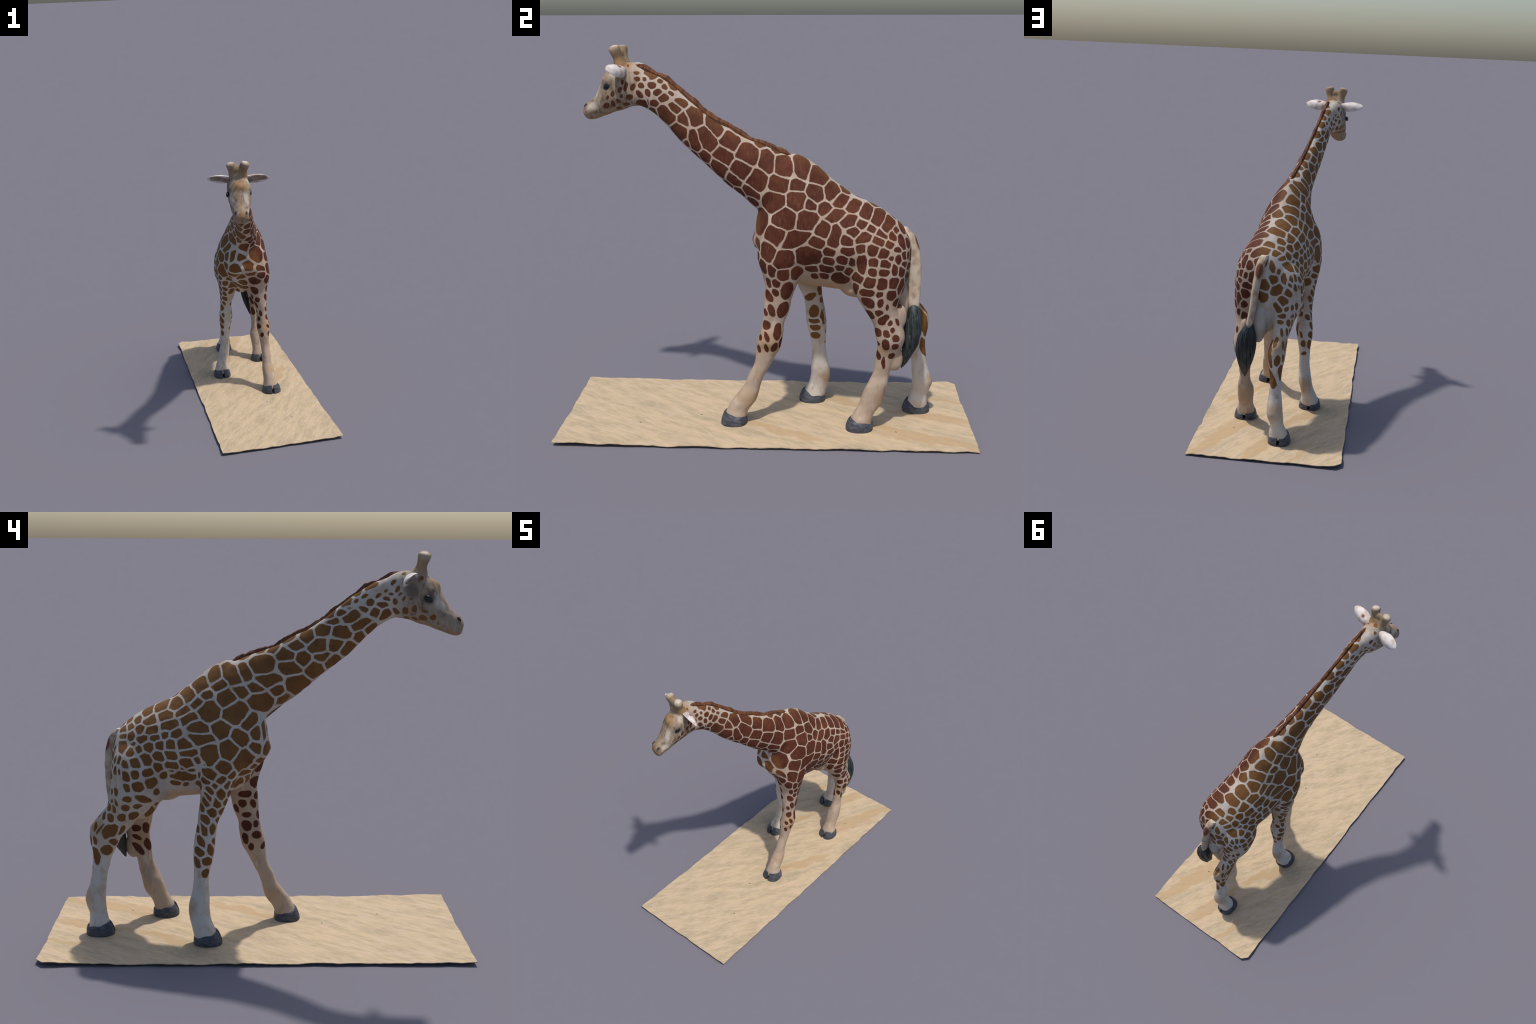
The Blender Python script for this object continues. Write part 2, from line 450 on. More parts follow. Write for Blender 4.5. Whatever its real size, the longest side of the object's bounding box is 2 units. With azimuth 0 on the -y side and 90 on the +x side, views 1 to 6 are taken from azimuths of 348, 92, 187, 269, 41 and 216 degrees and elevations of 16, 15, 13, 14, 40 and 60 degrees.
def tail_tuft(parent):
    """Hank of long hair: a fluted spindle with separate locks over it."""
    rows = [(0.134, 0.698, 0.640, 0.014, 0.012), (0.138, 0.700, 0.615, 0.027, 0.025), (0.144, 0.699, 0.570, 0.042, 0.033),
            (0.150, 0.696, 0.510, 0.047, 0.034), (0.156, 0.688, 0.450, 0.043, 0.030), (0.158, 0.677, 0.400, 0.032, 0.024),
            (0.158, 0.664, 0.355, 0.017, 0.014), (0.157, 0.653, 0.326, 0.004, 0.004)]
    rings = []
    for x, y, z, a, b in catmull(rows, 7):
        t = np.linspace(0, 2 * np.pi, 60, endpoint=False)
        fl = np.array([1 + 0.10 * noise.noise(Vector((math.cos(q) * 3.2, math.sin(q) * 3.2 + z * 3, z * 5)))
                       + 0.05 * noise.noise(Vector((math.cos(q) * 9, math.sin(q) * 9 + z * 6, z * 8))) for q in t])
        rings.append(np.stack([x + a * np.cos(t) * fl, y + b * np.sin(t) * fl, np.full(60, z)], 1))
    V, F = loft(rings)
    for k in range(26):
        q = 2 * math.pi * k / 13 + rng.uniform(-.15, .15)
        z0, z1 = rng.uniform(.50, .61), rng.uniform(.32, .46)
        pts, rad = [], []
        for u in np.linspace(0, 1, 7):
            z = z0 + (z1 - z0) * u
            R = np.array(rows)[::-1]
            x, y, a, b = (np.interp(z, R[:, 2], R[:, c]) for c in (0, 1, 3, 4))
            pts.append((x + a * math.cos(q + .5 * u) * .96, y + b * math.sin(q + .5 * u) * .98, z))
            rad.append(0.0095 * math.sin(math.pi * (0.12 + 0.83 * u)) + 0.001)
        v, f = tube(pts, rad, 8, 3)
        o = len(V); V += v; F += [tuple(i + o for i in ff) for ff in f]
    return add_object("tail_tuft", mesh_from("tail_tuft", V, F), parent)


GRAIN = np.array([0.53, 0.85])           # direction of the ground sheet's streaks

def ground_height(x, y):
    g = np.array([x * GRAIN[0] + y * GRAIN[1], -x * GRAIN[1] + y * GRAIN[0]])
    r = noise.noise(Vector((g[0] * 3.0, g[1] * 13.0, 0.7))) * 0.0013
    r += noise.noise(Vector((g[0] * 9.0, g[1] * 36.0, 4.1))) * 0.0006
    r += noise.noise(Vector((x * 5, y * 5, 9.3))) * 0.0018
    # corners: +x -y and -x +y curl up a little
    u, v = x / 0.4, y
    lift = 0.010 * max(0, u) ** 4 * max(0, -v) ** 6 + 0.014 * max(0, -u) ** 4 * max(0, v) ** 6 + 0.004 * max(0, -u) ** 4 * max(0, -v) ** 6
    e = max(abs(u), abs(v)) ** 14
    r += e * (noise.noise(Vector((x * 11, y * 11, 2.2))) * 0.0055 + noise.noise(Vector((x * 34, y * 34, 6.2))) * 0.0025)
    front = min(max((-y - 0.2) / 0.6, 0), 1)
    return 0.0105 + 0.0035 * front + r + lift


def ground_sheet(parent):
    nx, ny = 96, 240
    V, F = [], []
    for side in (0, 1):
        for j in range(ny + 1):
            for i in range(nx + 1):
                u, v = -1 + 2 * i / nx, -1 + 2 * j / ny
                x, y = 0.4 * u, v
                # torn edge: nibbles inwards from the rectangle
                ex = max(0, noise.noise(Vector((y * 9, 7.7 * np.sign(u), 1)))) * 0.010 + abs(noise.noise(Vector((y * 40, 2.7 * np.sign(u), 1)))) * 0.002
                ey = max(0, noise.noise(Vector((x * 9, 5.7 * np.sign(v), 3)))) * 0.010 + abs(noise.noise(Vector((x * 40, 1.7 * np.sign(v), 3)))) * 0.002
                x -= np.sign(u) * ex * abs(u) ** 8
                y -= np.sign(v) * ey * abs(v) ** 24
                # one corner is cut off
                cut = (-x - 0.4) + (y - 1.0) + 0.034
                if cut > 0:
                    x += cut * 0.55; y -= cut * 0.45
                z = ground_height(x, y)
                rim = max(abs(u), abs(v) * 0.4 + 0.6) ** 6        # the underside sags to the floor away from the rim
                V.append((x, y, z if side else max(z - 0.0035, 0.0) * min(1, max(0, (rim - 0.35) / 0.4))))
    n = (nx + 1) * (ny + 1)
    for j in range(ny):
        for i in range(nx):
            a = j * (nx + 1) + i
            q = (a, a + 1, a + nx + 2, a + nx + 1)
            F.append(tuple(k + n for k in q)); F.append(q[::-1])
    rim = [i for i in range(nx + 1)] + [(j + 1) * (nx + 1) + nx for j in range(ny)] + \
          [ny * (nx + 1) + nx - 1 - i for i in range(nx)] + [(ny - 1 - j) * (nx + 1) for j in range(ny - 1)]
    for a, b in zip(rim, rim[1:] + rim[:1]):
        F.append((a, b, b + n, a + n))
    return add_object("ground_sheet", mesh_from("ground_sheet", V, F), parent)


# ------------------------------------------------ split the skin into parts
def region(c):
    x, y, z = c
    if z > 1.757 and y < -0.6:
        return "horn" if x > -0.162 else "horn.001"
    if (y + 0.575) * -0.80 + (z - 1.62) * 0.25 > 0 and z > 1.4:
        return "head"
    if (y - 0.025) * -0.82 + (z - 1.19) * 0.57 > 0 and z > 1.0:
        return "neck"
    if z < 0.80 and y < 0.33:
        if z < 0.80 - 0.5 * max(0, 0.10 - abs(x - 0.02)):
            return "foreleg" if x > 0.005 else "foreleg.001"
    if y > 0.36 and z < 0.86 - 0.55 * max(0, 0.52 - y):
        mid = 0.075
        if z < 0.86 - 1.2 * max(0, 0.07 - abs(x - mid)):
            return "hindleg" if x > mid else "hindleg.001"
    return "torso"


def split_body(body, parent):
    me = body.data
    nv = len(me.vertices)
    co = np.empty(nv * 3); me.vertices.foreach_get("co", co); co = co.reshape(-1, 3)
    no = np.empty(nv * 3); me.vertices.foreach_get("normal", no); no = no.reshape(-1, 3)
    groups = {}
    for p in me.polygons:
        groups.setdefault(region(p.center), []).append(tuple(p.vertices))
    objs = {}
    for name in sorted(groups):
        faces = groups[name]
        used = sorted({i for f in faces for i in f})
        remap = {i: k for k, i in enumerate(used)}
        m = mesh_from(name, co[used], [tuple(remap[i] for i in f) for f in faces])
        for p in m.polygons:
            p.use_smooth = True
        m.normals_split_custom_set_from_vertices([tuple(no[i]) for i in used])
        objs[name] = add_object(name.split(".")[0], m, parent)
    bpy.data.objects.remove(body)
    return objs

# ---------------------------------------------------------- the painted coat
# Each brown patch is an ellipse on the skin: where its centre sits (mm), its two half axes (mm)
# and the turn of the long axis from upright (degrees). left is the +x flank.
COAT_PATCHES = {
 "barrel left fore": [
    (65, 2, 1307, 58, 37, 10), (74, 79, 1285, 61, 42, 3), (92, -49, 1214, 50, 48, 34), (116, 57, 1205, 46, 44, 2), (113, 145, 1196, 39, 29, 90),
    (63, 166, 1275, 67, 39, 7), (70, 241, 1237, 47, 55, 20), (130, 229, 1166, 45, 39, 30), (100, 308, 1170, 54, 38, 159), (123, 353, 1129, 49, 37, 100),
    (124, 31, 1120, 58, 46, 94), (146, 137, 1129, 50, 46, 92), (157, 203, 1112, 34, 27, 40), (162, 277, 1096, 33, 31, 89), (172, 319, 1071, 46, 31, 110),
    (175, 86, 1054, 61, 53, 93), (182, 189, 1044, 56, 49, 91), (195, 261, 1009, 40, 37, 31), (186, 40, 973, 55, 45, 66), (190, 134, 962, 74, 34, 116),
    (203, 236, 944, 36, 29, 93), (206, 319, 977, 52, 28, 166), (181, 6, 895, 50, 38, 16), (94, -39, 913, 52, 23, 68), (190, 87, 861, 53, 41, 110),
    (182, 198, 877, 62, 49, 92), (208, 294, 903, 27, 23, 93), (194, 290, 855, 27, 25, 84), (208, 355, 863, 26, 22, 86), (154, 218, 812, 31, 20, 87),
    (173, 284, 814, 34, 23, 83), (190, 342, 823, 20, 18, 93), (180, 28, 806, 32, 23, 21), (180, 86, 786, 31, 28, 88), (159, 143, 788, 32, 32, 172),
    (130, 230, 773, 19, 18, 53), (144, 274, 776, 22, 21, 81), (155, 350, 765, 38, 39, 35), (83, -29, 1021, 60, 52, 36), (17, -62, 943, 51, 38, 63),
    (33, -60, 870, 39, 29, 95), (47, -37, 817, 44, 26, 85), (60, 2, 738, 30, 27, 49),
 ],
 "barrel left hind": [
    (124, 402, 1108, 45, 37, 109), (180, 384, 1046, 41, 31, 105), (215, 375, 959, 30, 26, 62), (205, 403, 1000, 28, 27, 91), (222, 379, 911, 33, 22, 87),
    (210, 399, 855, 16, 22, 94), (185, 385, 800, 22, 27, 56), (139, 467, 1085, 55, 30, 153), (143, 524, 1063, 64, 30, 139), (155, 569, 1032, 68, 26, 127),
    (185, 441, 1036, 28, 26, 90), (197, 488, 1018, 26, 23, 89), (218, 450, 976, 38, 23, 112), (204, 533, 993, 30, 21, 45), (221, 517, 963, 28, 22, 69),
    (219, 572, 947, 17, 23, 25), (197, 583, 981, 27, 18, 7), (168, 599, 1003, 18, 18, 27), (214, 608, 919, 19, 14, 84), (187, 629, 950, 37, 20, 179),
    (228, 438, 921, 23, 22, 93), (234, 493, 921, 28, 26, 132), (236, 540, 908, 26, 23, 119), (233, 576, 882, 11, 11, 87), (222, 612, 874, 18, 19, 84),
    (198, 640, 889, 20, 19, 80), (220, 444, 848, 47, 23, 178), (238, 497, 863, 23, 20, 93), (240, 549, 858, 25, 19, 89), (242, 546, 819, 23, 18, 90),
    (239, 496, 818, 22, 17, 2), (234, 595, 828, 27, 14, 1), (218, 629, 818, 26, 19, 4), (204, 643, 849, 20, 14, 79), (204, 424, 781, 37, 24, 90),
    (237, 480, 767, 32, 23, 110), (243, 539, 764, 27, 25, 172), (233, 592, 764, 28, 26, 139), (210, 629, 743, 36, 25, 169), (190, 417, 727, 19, 36, 65),
    (232, 469, 718, 36, 19, 98), (242, 527, 712, 16, 16, 91), (232, 587, 710, 27, 24, 152), (157, 666, 831, 34, 19, 90), (170, 658, 782, 27, 26, 99),
    (184, 642, 720, 27, 20, 92), (182, 624, 652, 22, 21, 10), (154, 659, 937, 25, 22, 158), (174, 658, 883, 20, 15, 60),
 ],
 "barrel right fore": [
    (-30, -99, 1112, 40, 82, 90), (-34, -54, 1016, 36, 29, 86), (-96, -35, 1021, 43, 24, 150), (-79, -53, 930, 42, 37, 89), (-104, -37, 869, 57, 25, 89),
    (-122, 102, 778, 32, 30, 88), (-91, 125, 713, 30, 26, 119), (-75, -20, 1324, 57, 46, 102), (-75, 53, 1290, 47, 29, 32), (-53, 119, 1279, 72, 33, 46),
    (-26, 191, 1275, 46, 31, 10), (-30, 265, 1226, 39, 52, 152), (-68, 171, 1226, 33, 27, 114), (-81, 233, 1187, 29, 26, 93), (-101, 137, 1173, 44, 42, 4),
    (-105, 73, 1204, 40, 29, 71), (-105, 4, 1220, 40, 26, 66), (-100, -52, 1252, 59, 31, 90), (-95, -96, 1206, 33, 34, 131), (-101, -30, 1151, 64, 41, 77),
    (-27, 323, 1180, 35, 61, 156), (-87, 276, 1153, 34, 26, 115), (-121, 215, 1116, 53, 46, 71), (-129, 96, 1110, 61, 46, 106), (-128, 32, 1068, 51, 33, 143),
    (-169, 164, 1043, 46, 41, 54), (-144, 266, 1046, 53, 29, 72), (-159, 252, 997, 59, 29, 86), (-171, 71, 1001, 49, 42, 57), (-143, 9, 944, 32, 34, 86),
    (-52, -119, 1139, 60, 42, 149), (-87, 340, 1112, 38, 25, 117), (-117, 314, 1084, 45, 28, 109), (-157, 330, 971, 35, 28, 92), (-165, 311, 927, 45, 21, 96),
    (-155, 318, 876, 34, 26, 78), (-159, 272, 892, 22, 21, 113), (-162, 243, 880, 15, 10, 176), (-143, 340, 843, 17, 9, 178), (-137, 302, 834, 20, 19, 89),
    (-127, 340, 806, 58, 29, 90), (-99, 327, 766, 14, 17, 88), (-171, 218, 927, 48, 44, 161), (-185, 118, 950, 51, 48, 180), (-155, 56, 898, 60, 54, 100),
    (-188, 145, 871, 40, 31, 79), (-176, 219, 836, 40, 26, 67), (-122, 3, 858, 32, 21, 104), (-171, 110, 834, 25, 21, 169), (-113, 52, 823, 32, 20, 100),
    (-179, 162, 806, 26, 22, 88), (-163, 233, 801, 27, 15, 82), (-174, 191, 779, 18, 15, 42), (-166, 134, 781, 23, 18, 167), (-77, 93, 769, 38, 47, 170),
    (-131, 268, 815, 17, 8, 164), (-113, 262, 770, 21, 27, 19), (-165, 216, 755, 23, 17, 51), (-162, 159, 736, 31, 19, 16), (-123, 121, 727, 20, 32, 141),
    (-159, 222, 723, 30, 14, 41), (-158, 180, 691, 29, 18, 42), (-154, 233, 697, 30, 15, 28), (-142, 250, 666, 23, 14, 31), (-133, 139, 693, 18, 21, 138),
    (-155, 204, 648, 29, 19, 37), (-134, 158, 647, 22, 23, 156),
 ],
 "barrel right hind": [
    (97, 634, 1009, 28, 55, 26), (-32, 369, 1143, 42, 44, 117), (7, 438, 1121, 42, 45, 117), (28, 505, 1094, 32, 60, 135), (-38, 492, 1063, 40, 27, 98),
    (-60, 422, 1089, 44, 28, 102), (-103, 399, 1051, 47, 23, 110), (-78, 483, 1023, 40, 21, 104), (2, 551, 1050, 25, 24, 101), (62, 598, 1040, 24, 38, 152),
    (-2, 587, 1020, 20, 28, 151), (19, 623, 1004, 20, 30, 170), (-47, 538, 1014, 28, 22, 97), (-43, 576, 985, 26, 20, 30), (-14, 621, 977, 20, 21, 154),
    (-81, 523, 977, 29, 18, 97), (-104, 469, 989, 29, 16, 100), (-119, 419, 1007, 20, 18, 95), (-133, 367, 1019, 26, 25, 94), (-47, 618, 931, 40, 24, 42),
    (-69, 562, 953, 17, 11, 97), (-88, 541, 935, 23, 17, 53), (-110, 491, 946, 30, 24, 60), (-129, 442, 957, 23, 20, 95), (-146, 390, 965, 23, 25, 25),
    (-76, 580, 913, 22, 21, 50), (-133, 451, 906, 31, 25, 76), (-151, 390, 916, 34, 23, 84), (-111, 506, 888, 31, 28, 56), (-102, 553, 868, 28, 22, 76),
    (-99, 598, 860, 20, 14, 36), (-78, 630, 879, 23, 15, 5), (-146, 387, 865, 31, 22, 93), (-126, 451, 855, 27, 23, 28), (-109, 499, 828, 24, 22, 121),
    (-111, 555, 821, 20, 20, 91), (-107, 597, 808, 26, 18, 14), (-95, 627, 830, 21, 9, 27), (-102, 492, 779, 28, 25, 106), (-111, 543, 765, 27, 24, 78),
    (-108, 593, 762, 21, 17, 30), (-112, 427, 811, 18, 22, 68), (-131, 390, 829, 15, 16, 95), (-103, 369, 774, 27, 19, 93), (22, 677, 872, 25, 25, 110),
    (2, 673, 820, 37, 27, 115), (-32, 682, 762, 27, 27, 94), (-8, 681, 726, 27, 21, 26), (30, 669, 937, 34, 15, 14), (-3, 662, 913, 15, 12, 30),
    (-31, 665, 876, 33, 13, 6), (-55, 674, 806, 24, 19, 45), (-67, 646, 877, 21, 15, 169), (-62, 663, 848, 13, 8, 39), (-86, 644, 833, 19, 15, 0),
    (-55, 681, 724, 15, 12, 1), (-33, 688, 685, 23, 12, 95), (-79, 670, 684, 20, 13, 82), (-27, 698, 652, 18, 12, 79), (-70, 690, 646, 19, 14, 170),
 ],
 "head left": [
    (-60, -535, 1552, 25, 20, 91), (-90, -620, 1695, 14, 10, 84), (-82, -615, 1668, 18, 11, 85), (-82, -578, 1670, 15, 13, 90), (-83, -690, 1649, 10, 11, 91),
    (-80, -674, 1631, 22, 11, 167), (-85, -705, 1615, 16, 10, 146), (-92, -739, 1594, 15, 9, 164), (-87, -700, 1586, 12, 7, 154), (-78, -639, 1628, 19, 12, 153),
    (-71, -598, 1638, 18, 15, 49), (-70, -547, 1639, 20, 19, 90), (-67, -606, 1595, 25, 13, 40), (-62, -566, 1603, 21, 14, 21), (-85, -657, 1583, 19, 13, 91),
    (-60, -519, 1606, 21, 18, 90), (-113, -776, 1538, 15, 17, 36), (-107, -742, 1547, 19, 10, 171), (-97, -714, 1561, 14, 10, 55), (-99, -765, 1577, 13, 7, 145),
    (-66, -565, 1554, 20, 6, 4),
 ],
 "head right": [
    (-110, -679, 1546, 18, 14, 106), (-127, -718, 1526, 14, 13, 106), (-111, -664, 1727, 5, 8, 89), (-187, -588, 1689, 14, 11, 145), (-173, -555, 1654, 13, 7, 111),
    (-187, -579, 1643, 15, 7, 92), (-174, -558, 1620, 17, 9, 72), (-200, -604, 1662, 18, 10, 162), (-169, -544, 1592, 24, 13, 91), (-191, -596, 1612, 15, 13, 46),
    (-157, -558, 1550, 33, 21, 138), (-179, -602, 1572, 20, 14, 56), (-186, -628, 1724, 11, 11, 135), (-164, -667, 1740, 13, 16, 158), (-216, -701, 1707, 11, 11, 90),
    (-203, -612, 1643, 12, 7, 106), (-209, -631, 1622, 11, 6, 151), (-218, -657, 1624, 6, 5, 91), (-200, -643, 1576, 21, 15, 175), (-215, -676, 1585, 16, 10, 1),
    (-225, -702, 1603, 5, 5, 46), (-224, -716, 1573, 15, 8, 70), (-210, -712, 1543, 19, 16, 74), (-226, -755, 1545, 14, 14, 70), (-192, -682, 1542, 11, 13, 94),
    (-172, -652, 1543, 15, 14, 76),
 ],
 "leg left fore": [
    (155, 14, 741, 28, 17, 15), (171, 50, 742, 25, 19, 21), (159, 102, 702, 46, 31, 175), (162, 45, 692, 21, 17, 179), (148, 12, 672, 33, 20, 34),
    (154, 25, 600, 32, 18, 20), (152, 83, 604, 43, 28, 157), (140, -3, 588, 20, 14, 32), (147, 2, 525, 24, 22, 18), (156, 56, 496, 42, 20, 171),
    (164, 4, 471, 25, 12, 24), (147, -28, 463, 18, 12, 40), (147, -33, 404, 21, 13, 10), (162, 4, 414, 26, 10, 10), (161, 41, 418, 26, 17, 157),
    (141, 72, 439, 27, 14, 170), (49, 55, 678, 33, 19, 89), (79, -3, 666, 19, 19, 171), (64, 66, 626, 21, 24, 92), (71, 14, 624, 29, 15, 24),
    (84, 98, 597, 23, 16, 17), (78, 45, 567, 24, 16, 90), (97, -11, 561, 22, 13, 11), (80, 46, 510, 29, 23, 41), (84, 0, 517, 19, 15, 178),
    (79, -5, 463, 27, 19, 97), (80, 53, 443, 30, 18, 7), (82, 23, 401, 20, 14, 170), (96, -38, 406, 19, 15, 148),
 ],
 "leg left hind": [
    (225, 476, 668, 36, 27, 71), (239, 535, 671, 22, 15, 2), (232, 568, 649, 17, 8, 4), (207, 610, 665, 22, 25, 142), (199, 485, 601, 25, 40, 13),
    (232, 527, 620, 22, 18, 106), (229, 551, 586, 31, 21, 139), (228, 582, 571, 14, 14, 88), (213, 618, 572, 20, 12, 26), (210, 524, 518, 22, 23, 36),
    (231, 567, 519, 21, 17, 46), (229, 597, 534, 15, 12, 1), (231, 612, 495, 18, 17, 107), (228, 564, 461, 30, 20, 179), (227, 611, 455, 18, 18, 123),
    (195, 534, 398, 23, 15, 24), (208, 596, 402, 17, 18, 86), (204, 560, 365, 32, 9, 2), (197, 531, 458, 12, 17, 1), (136, 589, 479, 23, 19, 90),
    (148, 543, 475, 32, 18, 18), (142, 590, 430, 25, 11, 52), (145, 584, 368, 40, 18, 45), (153, 535, 390, 35, 20, 21),
 ],
 "leg right fore": [
    (-71, 230, 526, 35, 25, 171), (-69, 232, 473, 31, 16, 88), (-78, 235, 434, 28, 17, 89), (-89, 239, 390, 27, 19, 84), (-81, 280, 493, 39, 20, 9),
    (-71, 210, 602, 34, 18, 126), (-83, 261, 635, 34, 21, 25), (-93, 270, 580, 17, 18, 169), (-151, 238, 614, 27, 20, 31), (-138, 180, 608, 25, 15, 4),
    (-152, 247, 568, 39, 19, 39), (-147, 201, 568, 31, 17, 164), (-159, 258, 511, 34, 17, 34), (-144, 198, 506, 19, 12, 179), (-43, 22, 756, 67, 28, 49),
    (-54, 78, 754, 15, 15, 151), (-160, 267, 459, 28, 22, 58), (-155, 211, 469, 32, 20, 12), (-153, 277, 404, 31, 19, 20), (-159, 229, 412, 26, 24, 93),
    (-154, 239, 351, 22, 18, 161), (-148, 282, 364, 13, 7, 104), (-139, 269, 570, 25, 22, 83), (-118, 294, 412, 21, 17, 2), (-129, 292, 357, 25, 10, 113),
    (-94, 289, 481, 36, 13, 22),
 ],
 "leg right hind": [
    (16, 770, 502, 75, 22, 10), (-1, 774, 372, 54, 20, 23), (-87, 472, 735, 16, 19, 113), (-93, 642, 731, 21, 13, 18), (-79, 664, 727, 16, 10, 3),
    (-108, 595, 705, 22, 16, 92), (-102, 527, 704, 44, 17, 69), (-100, 551, 666, 24, 18, 98), (-99, 610, 656, 20, 21, 91), (-94, 649, 683, 18, 12, 17),
    (-85, 667, 647, 24, 11, 3), (-81, 627, 600, 24, 25, 53), (-77, 686, 597, 26, 16, 5), (-68, 714, 608, 24, 10, 166), (-78, 577, 609, 29, 23, 134),
    (-63, 736, 538, 33, 8, 145), (-66, 692, 528, 47, 31, 126), (-54, 676, 471, 29, 17, 51), (-56, 710, 431, 29, 28, 98), (-54, 772, 486, 35, 17, 16),
    (-49, 762, 397, 57, 19, 7), (-58, 636, 531, 28, 15, 155), (24, 509, 595, 39, 26, 178), (30, 467, 652, 36, 23, 151), (-72, 677, 689, 10, 12, 170),
    (-41, 734, 607, 24, 8, 3), (-55, 761, 542, 31, 9, 171), (-40, 786, 478, 38, 21, 162), (-14, 768, 566, 32, 14, 12),
 ],
 "neck left": [
    (-49, -480, 1497, 50, 36, 53), (-41, -440, 1531, 32, 25, 72), (-26, -397, 1484, 35, 32, 62), (-47, -404, 1557, 31, 22, 69), (-31, -420, 1422, 49, 38, 49),
    (-26, -337, 1498, 52, 38, 34), (-26, -386, 1372, 22, 18, 35), (-3, -344, 1384, 52, 30, 20), (8, -283, 1399, 67, 38, 33), (-12, -250, 1452, 67, 30, 36),
    (6, -298, 1308, 36, 30, 58), (36, -206, 1320, 51, 42, 53), (19, -174, 1390, 51, 42, 49), (30, -227, 1261, 50, 37, 40), (65, -120, 1262, 51, 45, 54),
    (47, -87, 1333, 55, 48, 60), (50, -160, 1207, 48, 30, 55), (78, -79, 1153, 49, 26, 60), (-55, -490, 1578, 24, 18, 105), (-71, -482, 1631, 15, 14, 57),
    (-61, -454, 1599, 15, 11, 39),
 ],
 "neck right": [
    (-83, -510, 1659, 13, 14, 89), (-163, -526, 1633, 14, 7, 132), (-149, -506, 1656, 19, 11, 102), (-157, -493, 1603, 18, 15, 121), (-149, -462, 1571, 20, 12, 81),
    (-158, -513, 1558, 25, 18, 143), (-143, -469, 1630, 18, 8, 123), (-130, -430, 1607, 20, 11, 118), (-125, -401, 1579, 19, 11, 102), (-138, -409, 1537, 45, 23, 116),
    (-145, -456, 1507, 50, 21, 116), (-131, -502, 1486, 32, 24, 150), (-118, -370, 1553, 26, 16, 107), (-110, -331, 1519, 43, 15, 88), (-104, -292, 1478, 36, 28, 112),
    (-132, -373, 1471, 42, 30, 91), (-126, -455, 1450, 30, 30, 145), (-85, -223, 1451, 32, 34, 127), (-112, -271, 1410, 44, 30, 111), (-125, -349, 1416, 37, 29, 101),
    (-112, -411, 1395, 37, 35, 111), (-85, -172, 1406, 39, 26, 93), (-103, -208, 1349, 39, 33, 41), (-112, -292, 1360, 37, 23, 106), (-97, -339, 1335, 39, 35, 129),
    (-95, -261, 1295, 45, 44, 130), (-97, -149, 1305, 50, 34, 76), (-80, -189, 1226, 56, 53, 111), (-82, -128, 1368, 43, 31, 92),
 ],
}

